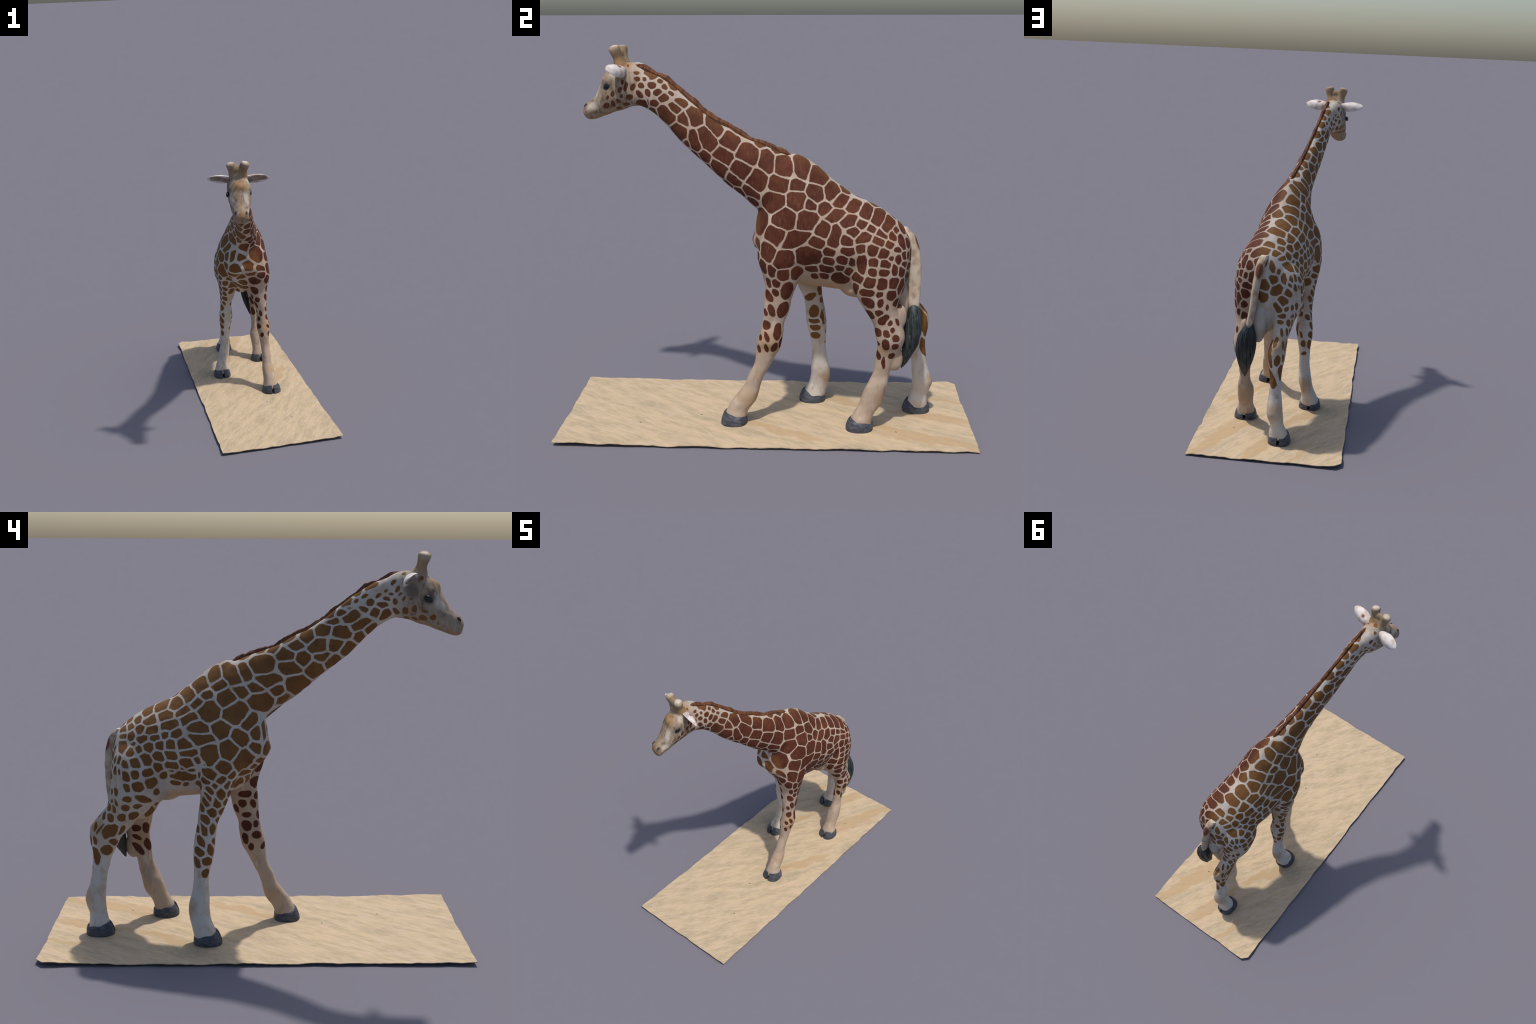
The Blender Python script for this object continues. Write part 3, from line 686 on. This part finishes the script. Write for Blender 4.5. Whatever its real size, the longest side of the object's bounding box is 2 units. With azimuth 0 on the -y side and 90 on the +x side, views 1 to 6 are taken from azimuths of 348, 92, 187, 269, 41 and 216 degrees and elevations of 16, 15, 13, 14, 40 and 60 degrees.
# ------------------------------------------------------------------ materials
class Tree:
    """Small helper for writing node trees as expressions."""
    def __init__(self, name):
        self.mat = bpy.data.materials.new(name)
        self.mat.use_nodes = True
        self.nt = self.mat.node_tree
        self.bsdf = self.nt.nodes["Principled BSDF"]
        self.coord = self.nt.nodes.new("ShaderNodeTexCoord").outputs["Object"]

    def link(self, value, socket):
        if hasattr(value, "is_output"):
            self.nt.links.new(value, socket)
        elif value is not None:
            socket.default_value = value

    def math(self, op, a, b=None, c=None, clamp=False):
        n = self.nt.nodes.new("ShaderNodeMath"); n.operation = op; n.use_clamp = clamp
        for i, v in enumerate((a, b, c)):
            self.link(v, n.inputs[i])
        return n.outputs[0]

    def vec(self, op, a, b=None, scale=None):
        n = self.nt.nodes.new("ShaderNodeVectorMath"); n.operation = op
        self.link(a, n.inputs[0]); self.link(b, n.inputs[1])
        if scale is not None:
            self.link(scale, n.inputs["Scale"])
        return n.outputs["Value"] if op in ("LENGTH", "DISTANCE", "DOT_PRODUCT") else n.outputs["Vector"]

    def mapping(self, vector, loc, rot, scale, kind="TEXTURE"):
        n = self.nt.nodes.new("ShaderNodeMapping"); n.vector_type = kind
        self.link(vector, n.inputs["Vector"])
        n.inputs["Location"].default_value = loc
        n.inputs["Rotation"].default_value = rot
        n.inputs["Scale"].default_value = scale
        return n.outputs[0]

    def noise(self, vector, scale, detail=2.0, rough=0.5, out="Fac"):
        n = self.nt.nodes.new("ShaderNodeTexNoise")
        self.link(vector, n.inputs["Vector"])
        n.inputs["Scale"].default_value = scale
        n.inputs["Detail"].default_value = detail
        n.inputs["Roughness"].default_value = rough
        return n.outputs[out]

    def step(self, value, lo, hi):
        n = self.nt.nodes.new("ShaderNodeMapRange"); n.interpolation_type = "SMOOTHSTEP"
        self.link(value, n.inputs["Value"])
        flip = lo > hi
        n.inputs["From Min"].default_value = min(lo, hi); n.inputs["From Max"].default_value = max(lo, hi)
        return self.math("SUBTRACT", 1.0, n.outputs["Result"]) if flip else n.outputs["Result"]

    def mix(self, fac, a, b, mode="MIX"):
        n = self.nt.nodes.new("ShaderNodeMix"); n.data_type = "RGBA"; n.blend_type = mode
        self.link(fac, n.inputs["Factor"])
        for v, s in ((a, n.inputs["A"]), (b, n.inputs["B"])):
            self.link((*v, 1) if isinstance(v, tuple) and len(v) == 3 else v, s)
        return n.outputs["Result"]

    def blob(self, vector, loc, rot, scale, soft=0.5):
        """1 inside a soft-edged ellipsoid, 0 outside"""
        d = self.vec("LENGTH", self.mapping(vector, loc, rot, scale))
        return self.step(d, 1.0 + soft / 2, 1.0 - soft / 2)

    def any(self, masks):
        r = masks[0]
        for m in masks[1:]:
            r = self.math("MAXIMUM", r, m)
        return r

    def bump(self, height, strength, distance):
        n = self.nt.nodes.new("ShaderNodeBump")
        n.inputs["Strength"].default_value = strength; n.inputs["Distance"].default_value = distance
        self.link(height, n.inputs["Height"])
        self.link(n.outputs[0], self.bsdf.inputs["Normal"])

    def finish(self, color, rough=0.7, spec=0.3):
        self.link(color, self.bsdf.inputs["Base Color"])
        self.link(rough, self.bsdf.inputs["Roughness"])
        self.bsdf.inputs["Specular IOR Level"].default_value = spec
        return self.mat


def build_patches(tree):
    """Turn the painter's list into ellipsoids lying in the skin: centre, rotation, radii"""
    out = []
    for where, rows in COAT_PATCHES.items():
        grow = GROW[where.split()[0]]
        for x, y, z, a, b, deg in rows:
            p = Vector((x, y, z)) / 1000
            hit = tree.find_nearest(p)
            n = Vector((0, 0, 0))
            for q in tree.find_nearest_range(hit[0], 0.02):
                if q[1].dot(hit[1]) > 0:
                    n += q[1]
            n.normalize()
            up = Vector((0, 0, 1)) - n * n.z
            if up.length < 0.2:
                up = Vector((0, -1, 0)) + n * n.y
            up.normalize()
            side = n.cross(up)
            t = math.radians(deg)
            A = up * math.cos(t) + side * math.sin(t)
            B = n.cross(A)
            rot = Matrix((A, B, n)).transposed().to_euler()
            a, b = a / 1000 * grow, b / 1000 * grow
            out.append((hit[0].copy(), tuple(rot), (a, b, max(a, b) * 1.1)))
    return out


def fill_gaps(tree, patches, verts):
    """Unseen stretches of throat, breast and flank get patches of the same kind"""
    from mathutils import Euler
    r = np.random.default_rng(3)
    cand = verts[r.permutation(len(verts))[:9000]]
    cand = np.array([p for p in cand if p[2] > 0.735 and region(p) in ("neck", "torso")])
    gap = np.full(len(cand), 9.0)
    for c, rot, s in patches:
        R, m = np.array(Euler(rot).to_matrix()), np.mean(s[:2])
        gap = np.minimum(gap, np.linalg.norm(((cand - np.array(c)) @ R) / np.array(s), axis=1) * m - m)
    for i, p in enumerate(cand):
        if gap[i] > 0.020:
            patches.append((Vector(p), (0, 0, 0), (0.036, 0.036, 0.036)))
            gap = np.minimum(gap, np.linalg.norm(cand - p, axis=1) - 0.034)


def cluster(rows):
    """Node group: nearest and second nearest distance after looking at these patches"""
    t = Tree.__new__(Tree)
    t.nt = bpy.data.node_groups.new("patch_cluster", "ShaderNodeTree")
    for nm, io, kind in (("Vector", "INPUT", "Vector"), ("Nearest", "INPUT", "Float"), ("Second", "INPUT", "Float"),
                         ("Nearest", "OUTPUT", "Float"), ("Second", "OUTPUT", "Float")):
        t.nt.interface.new_socket(nm, in_out=io, socket_type="NodeSocket" + kind)
    gi, go = t.nt.nodes.new("NodeGroupInput"), t.nt.nodes.new("NodeGroupOutput")
    Q, f1, f2 = gi.outputs[0], gi.outputs[1], gi.outputs[2]
    for c, rot, s in rows:
        r = (s[0] * s[1]) ** 0.5
        d = t.math("MULTIPLY_ADD", t.vec("LENGTH", t.mapping(Q, tuple(c), rot, s)), r, -r)
        f2 = t.math("MINIMUM", f2, t.math("MAXIMUM", f1, d))
        f1 = t.math("MINIMUM", f1, d)
    t.link(f1, go.inputs[0]); t.link(f2, go.inputs[1])
    return t.nt


def coat(name, ob, patches, face=False):
    """Cream skin with brown patches: nearest / second nearest painted patch decides"""
    t = Tree(name)
    co = np.array([v.co for v in ob.data.vertices])[::7]
    near = []
    for c, rot, s in patches:
        if np.min(np.linalg.norm(co - np.array(c), axis=1)) < max(s) + 0.045:
            near.append((c, rot, s))
    P = t.coord
    # hand-painted wobble of the outlines
    w1 = t.vec("SUBTRACT", t.noise(P, 16, 1.5, out="Color"), (0.5, 0.5, 0.5))
    w2 = t.vec("SUBTRACT", t.noise(P, 60, 2, out="Color"), (0.5, 0.5, 0.5))
    Q = t.vec("ADD", P, t.vec("ADD", t.vec("SCALE", w1, scale=0.017), t.vec("SCALE", w2, scale=0.006)))
    f1, f2 = 1.0, 1.0
    for i in range(0, len(near), 20):
        # (the 1e-7 has no visible effect: it makes Cycles work through the clusters in turn, within its stack)
        Qi = t.vec("ADD", Q, t.math("MULTIPLY", f1, 1e-7)) if i else Q
        n = t.nt.nodes.new("ShaderNodeGroup"); n.node_tree = cluster(near[i:i + 20])
        for value, socket in zip((Qi, f1, f2), n.inputs):
            t.link(value, socket)
        f1, f2 = n.outputs[0], n.outputs[1]
    # scan lighting's colour cast, tinted into each flank: warm red on +x, olive brown on -x
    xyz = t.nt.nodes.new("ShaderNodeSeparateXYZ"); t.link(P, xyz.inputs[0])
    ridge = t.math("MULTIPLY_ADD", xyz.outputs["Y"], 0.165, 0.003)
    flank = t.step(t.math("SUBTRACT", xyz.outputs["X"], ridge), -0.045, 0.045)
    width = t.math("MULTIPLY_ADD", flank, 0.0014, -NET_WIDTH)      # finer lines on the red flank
    if ob.name.split(".")[0] in ("torso", "neck", "foreleg"):
        # broad white lines across the breast
        width = t.math("MULTIPLY_ADD", t.blob(P, (-0.01, -0.060, 0.940), (0, 0, 0), (0.13, 0.085, 0.160), 0.6), -0.0045, width)
    lines = t.math("MULTIPLY_ADD", t.math("SUBTRACT", f2, f1), 0.5, width)
    inside = t.math("MINIMUM", lines, t.math("MULTIPLY", f1, -1.0))
    dark = t.step(inside, -0.0018, 0.0022)
    tone = t.noise(P, 9, 2)
    hair = t.noise(t.mapping(P, (0, 0, 0), (0.5, 0, 0), (40, 160, 28), "POINT"), 1.0, 2)
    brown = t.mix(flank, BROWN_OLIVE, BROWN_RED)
    brown = t.mix(t.math("MULTIPLY", t.step(tone, 0.42, 0.72), 0.55), brown, t.mix(flank, (0.20, 0.10, 0.031), (0.130, 0.040, 0.018)))
    brown = t.mix(t.math("MULTIPLY", t.step(hair, 0.45, 0.75), 0.25), brown, (0.20, 0.095, 0.045))
    # the lower legs are paler socks
    socks = t.step(t.math("MULTIPLY_ADD", t.noise(P, 11, 2), 0.16, xyz.outputs["Z"]), 0.74, 0.44)
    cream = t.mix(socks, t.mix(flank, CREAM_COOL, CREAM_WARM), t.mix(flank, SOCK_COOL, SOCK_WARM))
    cream = t.mix(t.math("MULTIPLY", t.step(t.noise(P, 13, 3), 0.45, 0.7), 0.45), cream, (0.40, 0.285, 0.18))
    cream = t.mix(t.math("MULTIPLY", t.step(t.noise(t.mapping(P, (0, 0, 0), (0, 0, 0), (30, 30, 9), "POINT"), 1.0, 3), 0.55, 0.75), 0.35), cream, (0.68, 0.60, 0.53))
    grime = t.noise(t.mapping(P, (2, 5, 1), (0, 0, 0), (34, 34, 13), "POINT"), 1.0, 4, 0.6)
    cream = t.mix(t.math("MULTIPLY", t.step(grime, 0.50, 0.72), t.math("MULTIPLY_ADD", socks, 0.30, 0.30)), cream, (0.33, 0.215, 0.120))
    # ochre rubbed into knees, hocks and the backs of the fetlocks
    stains = [t.blob(Q, c, (0, 0, 0), s, 1.0) for c, s in STAINS if np.min(np.linalg.norm(co - np.array(c), axis=1)) < max(s) * 1.6 + .02]
    if stains:
        m = t.math("MULTIPLY", t.any(stains), t.math("MULTIPLY_ADD", tone, 0.7, 0.35))
        cream = t.mix(t.math("MULTIPLY", m, 0.75), cream, (0.40, 0.235, 0.105))
    if face:
        # tint fades out behind the cheeks, so the head meets the neck without a step
        front = t.blob(Q, (-0.168, -0.800, 1.610), (0, 0, 0), (0.22, 0.19, 0.20), 0.5)
        tint = lambda k: t.math("MULTIPLY", front, k)
        cream = t.mix(tint(0.85), cream, (0.27, 0.205, 0.142))
        mott = t.noise(t.mapping(P, (0, 0, 0), (0.7, 0, 0), (55, 55, 24), "POINT"), 1.0, 3)
        cream = t.mix(t.math("MULTIPLY", t.step(mott, 0.50, 0.66), tint(0.8)), cream, (0.15, 0.095, 0.052))
        cream = t.mix(t.math("MULTIPLY", t.step(mott, 0.46, 0.32), tint(0.40)), cream, (0.46, 0.38, 0.29))
        soft = t.math("MULTIPLY_ADD", t.noise(P, 40, 3), 1.1, 0.15)
        tan = t.any([t.blob(Q, c, r, s, 1.1) for c, r, s in FACE_TAN])
        cream = t.mix(t.math("MULTIPLY", tan, soft), cream, (0.33, 0.170, 0.065))
        pale = t.any([t.blob(Q, c, r, s, 1.0) for c, r, s in FACE_PALE])
        cream = t.mix(t.math("MULTIPLY", pale, soft), cream, (0.58, 0.50, 0.42))
        chin = t.any([t.blob(Q, c, r, s, 0.8) for c, r, s in FACE_CHIN])
        cream = t.mix(t.math("MULTIPLY", chin, 0.75), cream, (0.33, 0.205, 0.09))
        horns = t.any([t.blob(Q, tuple((b0 + b1) / 2 + np.array([0, 0, 0.03])), (0, 0, 0), (0.042, 0.042, 0.055), 0.8) for b0, b1 in horn_points()])
        cream = t.mix(t.math("MULTIPLY", horns, t.math("MULTIPLY_ADD", soft, 0.5, 0.45)), cream, (0.255, 0.165, 0.078))
        grey = t.any([t.blob(Q, c, r, s, 0.9) for c, r, s in FACE_GREY])
        cream = t.mix(t.math("MULTIPLY", grey, 0.85), cream, (0.15, 0.115, 0.09))
        tips = t.any([t.blob(t.coord, tuple(tip + np.array([0, 0, 0.014])), (0, 0, 0), (0.018, 0.018, 0.010), 1.0) for _, tip in horn_points()])
        cream = t.mix(t.math("MULTIPLY", tips, soft), cream, (0.66, 0.60, 0.50))
    # darker blotches worked into the brown
    blotch = t.math("MULTIPLY", t.step(t.noise(P, 22, 3, 0.6), 0.48, 0.70), 0.55)
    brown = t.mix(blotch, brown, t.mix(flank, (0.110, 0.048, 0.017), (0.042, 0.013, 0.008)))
    if ob.name.split(".")[0] in ("torso", "neck", "foreleg"):
        # the breast is a warmer orange brown
        breast = t.blob(Q, (-0.01, -0.060, 0.930), (0, 0, 0), (0.125, 0.075, 0.150), 0.5)
        brown = t.mix(t.math("MULTIPLY", breast, 0.8), brown, t.mix(tone, (0.115, 0.042, 0.014), (0.20, 0.085, 0.028)))
    color = t.mix(dark, cream, brown)
    t.bump(t.math("ADD", t.math("MULTIPLY", hair, 0.4), t.noise(P, 90, 3)), 0.25, 0.002)
    return t.finish(color, t.math("MULTIPLY_ADD", tone, 0.2, 0.62), 0.16)


def simple(name, base, other, scale, stretch=(1, 1, 1), rough=0.7, spec=0.3, bump=0.3, lo=0.35, hi=0.7):
    t = Tree(name)
    v = t.mapping(t.coord, (0, 0, 0), (0, 0, 0), stretch, "POINT")
    n = t.noise(v, scale, 3)
    t.bump(n, bump, 0.002)
    return t.finish(t.mix(t.step(n, lo, hi), base, other), rough, spec)


def ear_hollow_dark():
    return simple("ear_hollow_dark", (0.33, 0.26, 0.22), (0.20, 0.145, 0.115), 35)


def ear_material():
    t = Tree("ear_skin")
    n = t.noise(t.coord, 30, 3)
    c = t.mix(t.step(n, 0.4, 0.7), (0.72, 0.65, 0.61), (0.52, 0.42, 0.36))
    spots = t.any([t.blob(t.coord, c_, (0, 0, 0), (0.015, 0.014, 0.014), 0.5) for c_ in ((-0.055, -0.690, 1.733), (-0.245, -0.618, 1.732))])
    c = t.mix(spots, c, (0.24, 0.10, 0.05))
    roots = t.any([t.blob(t.coord, c_, (0, 0, 0), (0.035, 0.035, 0.035), 0.9) for c_ in ((-0.105, -0.675, 1.690), (-0.205, -0.645, 1.690))])
    c = t.mix(t.math("MULTIPLY", roots, 0.7), c, (0.30, 0.22, 0.17))
    t.bump(n, 0.3, 0.002)
    return t.finish(c, 0.6, 0.3)


def mane_material():
    t = Tree("mane_hair")
    v = t.mapping(t.coord, (0, 0, 0), (-0.6, 0, 0), (40, 75, 16), "POINT")
    n = t.noise(v, 1.0, 3)
    big = t.noise(t.coord, 14, 2)
    c = t.mix(t.step(n, 0.25, 0.80), (0.060, 0.024, 0.013), (0.19, 0.070, 0.026))
    c = t.mix(t.math("MULTIPLY", t.step(big, 0.5, 0.75), 0.45), c, (0.28, 0.115, 0.04))
    t.bump(n, 0.6, 0.004)
    return t.finish(c, 0.7, 0.25)


def tail_material():
    t = Tree("tail_skin")
    n = t.noise(t.coord, 22, 3)
    c = t.mix(t.step(n, 0.4, 0.68), (0.54, 0.44, 0.335), (0.33, 0.235, 0.155))
    spot = t.any([t.blob(t.coord, (0.092, 0.712, 0.925), (0.3, 0, 0), (0.022, 0.022, 0.042), 0.4)])
    c = t.mix(spot, c, (0.16, 0.05, 0.028))
    end = t.blob(t.coord, (0.139, 0.698, 0.570), (0, 0, 0), (0.06, 0.06, 0.055), 0.7)
    c = t.mix(end, c, (0.035, 0.035, 0.033))
    t.bump(n, 0.3, 0.003)
    return t.finish(c, 0.65, 0.3)


def sheet_material():
    t = Tree("sandy_board")
    ang = -math.atan2(GRAIN[1], GRAIN[0])
    # x along the grain, y across it
    g = t.mapping(t.coord, (0, 0, 0), (0, 0, ang), (1, 1, 1), "POINT")
    fine = t.noise(t.mapping(g, (0, 0, 0), (0, 0, 0), (22, 130, 20), "POINT"), 1.0, 4, 0.6)
    mid = t.noise(t.mapping(g, (3, 1, 0), (0, 0, 0), (5, 24, 5), "POINT"), 1.0, 3, 0.55)
    big = t.noise(t.mapping(g, (7, 4, 0), (0, 0, 0), (2.2, 6.5, 2), "POINT"), 1.0, 2)
    hue = t.noise(t.mapping(g, (1, 9, 0), (0, 0, 0), (9, 30, 5), "POINT"), 1.0, 2)
    c = t.mix(t.step(mid, 0.32, 0.68), SAND_DARK, SAND_LIGHT)
    c = t.mix(t.math("MULTIPLY", t.step(hue, 0.48, 0.66), 0.45), c, (0.60, 0.44, 0.325))
    c = t.mix(t.math("MULTIPLY", t.step(big, 0.52, 0.70), 0.60), c, (0.37, 0.30, 0.195))
    c = t.mix(t.math("MULTIPLY", t.step(fine, 0.42, 0.70), 0.45), c, (0.68, 0.54, 0.37))
    warp = t.vec("ADD", t.coord, t.vec("SCALE", t.vec("SUBTRACT", t.noise(t.coord, 9, 2, out="Color"), (0.5, 0.5, 0.5)), scale=0.10))
    bands = []
    for (x0, y0), (x1, y1), w in OCHRE_BANDS:
        a = math.atan2(y1 - y0, x1 - x0); h = math.hypot(x1 - x0, y1 - y0) / 2
        bands.append(t.blob(warp, ((x0 + x1) / 2, (y0 + y1) / 2, 0.01), (0, 0, a), (h * 1.25, w, 1.0), 0.45))
    m = t.math("MULTIPLY", t.any(bands), t.math("MULTIPLY_ADD", mid, 0.8, 0.25))
    c = t.mix(m, c, (0.47, 0.315, 0.165))
    specks = t.any([t.blob(t.coord, p, (0, 0, 0.4), (0.006, 0.004, 0.1), 0.4) for p in ((0.155, -0.62, 0.01), (0.21, 0.63, 0.01), (0.05, -0.33, 0.01))])
    c = t.mix(t.math("MULTIPLY", specks, 0.85), c, (0.10, 0.07, 0.05))
    t.bump(t.math("MULTIPLY_ADD", mid, 0.3, fine), 0.30, 0.003)
    return t.finish(c, 0.8, 0.2)


NET_WIDTH = 0.0050                       # half width of the pale lines between patches
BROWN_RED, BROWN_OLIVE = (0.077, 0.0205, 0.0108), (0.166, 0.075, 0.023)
CREAM_WARM, CREAM_COOL = (0.42, 0.315, 0.245), (0.49, 0.445, 0.395)  # creams and socks warmed on +x, cooled on -x for baked-in scan light
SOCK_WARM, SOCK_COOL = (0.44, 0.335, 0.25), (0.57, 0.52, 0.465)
SAND_LIGHT, SAND_DARK = (0.56, 0.420, 0.262), (0.440, 0.340, 0.215)
GROW = {"neck": 1.14, "barrel": 1.14, "leg": 1.04, "head": 1.02}
OCHRE_BANDS = [((0.345, 0.98), (0.22, 0.55), 0.045), ((0.085, 0.98), (-0.02, 0.66), 0.040), ((-0.05, 0.53), (-0.22, 0.29), 0.035),
               ((0.128, -0.10), (0.29, 0.22), 0.035), ((0.37, 0.99), (0.14, 0.53), 0.03), ((-0.13, 0.99), (-0.20, 0.80), 0.02)]
# fetlocks, knee and hock places where ochre is rubbed in: centre, radii
STAINS = [((0.118, -0.085, 0.150), (0.050, 0.050, 0.045)), ((-0.140, 0.300, 0.165), (0.045, 0.035, 0.050)),
          ((0.168, 0.545, 0.185), (0.050, 0.040, 0.050)), ((-0.030, 0.800, 0.190), (0.050, 0.035, 0.050)),
          ((0.135, 0.020, 0.450), (0.060, 0.070, 0.070)), ((-0.020, 0.760, 0.550), (0.060, 0.060, 0.050)),
          ((0.172, 0.560, 0.430), (0.060, 0.050, 0.040)), ((0.070, 0.470, 0.660), (0.060, 0.070, 0.060)),
          ((-0.040, 0.300, 0.690), (0.120, 0.160, 0.040)), ((0.080, 0.300, 0.690), (0.120, 0.160, 0.040))]
FACE_TAN = [((-0.174, -0.782, 1.695), (-0.6, 0, 0), (0.056, 0.030, 0.040)), ((-0.187, -0.838, 1.610), (-0.67, 0, 0), (0.018, 0.020, 0.075)),
            ((-0.125, -0.690, 1.735), (0, 0, 0), (0.045, 0.045, 0.035)), ((-0.188, -0.895, 1.540), (0, 0, 0), (0.016, 0.022, 0.026)),
            ((-0.188, -0.898, 1.505), (0, 0, 0), (0.045, 0.020, 0.016))]
FACE_PALE = [((-0.140, -0.815, 1.605), (-0.67, 0, 0), (0.018, 0.022, 0.040)), ((-0.228, -0.785, 1.605), (-0.67, 0, 0), (0.018, 0.022, 0.040)),
             ((-0.110, -0.730, 1.690), (0, 0, 0), (0.020, 0.022, 0.030)), ((-0.130, -0.850, 1.535), (0, 0, 0), (0.015, 0.030, 0.020))]
FACE_CHIN = [((-0.185, -0.855, 1.464), (0.25, 0, 0), (0.065, 0.075, 0.022)), ((-0.165, -0.770, 1.494), (0.32, 0, 0), (0.055, 0.110, 0.014))]
FACE_GREY = [((-0.112, -0.690, 1.655), (0, 0, 0), (0.028, 0.028, 0.030)), ((-0.222, -0.660, 1.655), (0, 0, 0), (0.028, 0.028, 0.030)),
             ((-0.153, -0.885, 1.528), (0, 0, 0), (0.015, 0.018, 0.018)), ((-0.217, -0.867, 1.530), (0, 0, 0), (0.015, 0.018, 0.018)),
             ((-0.158, -0.842, 1.600), (-0.67, 0, 0), (0.006, 0.014, 0.060)), ((-0.178, -0.815, 1.665), (0, 0, 0), (0.035, 0.016, 0.014)),
             ((-0.104, -0.768, 1.632), (0, 0, 0), (0.020, 0.030, 0.022)), ((-0.234, -0.729, 1.625), (0, 0, 0), (0.020, 0.030, 0.022))]

# ------------------------------------------------------------------ assemble
giraffe = bpy.data.objects.new("giraffe_figurine", None)
bpy.context.scene.collection.objects.link(giraffe)
giraffe["label"] = "painted reticulated giraffe figurine striding on a thin sandy base sheet"
giraffe["category"] = "giraffe figurine"

body = body_mesh()
skin_tree = BVHTree.FromPolygons([v.co.copy() for v in body.data.vertices], [tuple(p.vertices) for p in body.data.polygons])
skin = split_body(body, giraffe)
mane_ob = mane(giraffe)
ears = [ear(giraffe, (-0.108, -0.690, 1.698), (0.030, -0.738, 1.712), (0.15, 0.70, 0.62)),
        ear(giraffe, (-0.205, -0.664, 1.698), (-0.340, -0.618, 1.709), (-0.15, 0.70, 0.62))]
eyes = [eye(giraffe, (-0.1005, -0.768, 1.630), L_HEAD), eye(giraffe, (-0.2375, -0.729, 1.623), -L_HEAD)]
nostrils = [nostril(giraffe, (-0.1545, -0.8885, 1.535), L_HEAD), nostril(giraffe, (-0.2165, -0.869, 1.538), -L_HEAD)]
hooves = [hoof(giraffe, -0.224, -0.096, 0.058, 0.190, 0), hoof(giraffe, 0.160, 0.294, -0.231, -0.106, 0),
          hoof(giraffe, 0.388, 0.518, 0.111, 0.236, 0), hoof(giraffe, 0.684, 0.820, -0.116, 0.004, 0)]
tail_ob = tail(giraffe)
tuft_ob = tail_tuft(giraffe)
sheet = ground_sheet(giraffe)
for ob in [mane_ob, tail_ob, tuft_ob, sheet] + ears + eyes + nostrils + hooves:
    bm = bmesh.new(); bm.from_mesh(ob.data); bmesh.ops.recalc_face_normals(bm, faces=bm.faces); bm.to_mesh(ob.data); bm.free()
    for p in ob.data.polygons:
        p.use_smooth = True
    ob.data.set_sharp_from_angle(angle=math.radians(50))

# ------------------------------------------------------------- give materials
dark_hollow = ear_hollow_dark()
body_verts = np.array([v.co for o in skin.values() for v in o.data.vertices])
patches = build_patches(skin_tree)
fill_gaps(skin_tree, patches, body_verts)
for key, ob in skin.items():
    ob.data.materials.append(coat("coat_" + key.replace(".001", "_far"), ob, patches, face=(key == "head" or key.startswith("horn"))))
for obs, mat in ((ears, ear_material()), ([mane_ob], mane_material()), ([tail_ob], tail_material()),
                 (hooves, simple("hoof_horn", (0.036, 0.042, 0.058), (0.090, 0.092, 0.105), 40, (1, 1, 2.5), 0.55, 0.4, 0.5)),
                 ([tuft_ob], simple("tuft_hair", (0.012, 0.016, 0.017), (0.045, 0.055, 0.055), 1.0, (90, 90, 14), 0.5, 0.4, 0.7)),
                 (eyes, simple("eye_gloss", (0.006, 0.007, 0.009), (0.010, 0.011, 0.016), 20, rough=0.22, spec=0.4, bump=0.0)),
                 (nostrils, simple("nostril_dark", (0.030, 0.024, 0.026), (0.060, 0.045, 0.042), 60, rough=0.7)),
                 ([sheet], sheet_material())):
    for ob in obs:
        ob.data.materials.append(mat)
for ob in ears:
    ob.data.materials.append(dark_hollow)
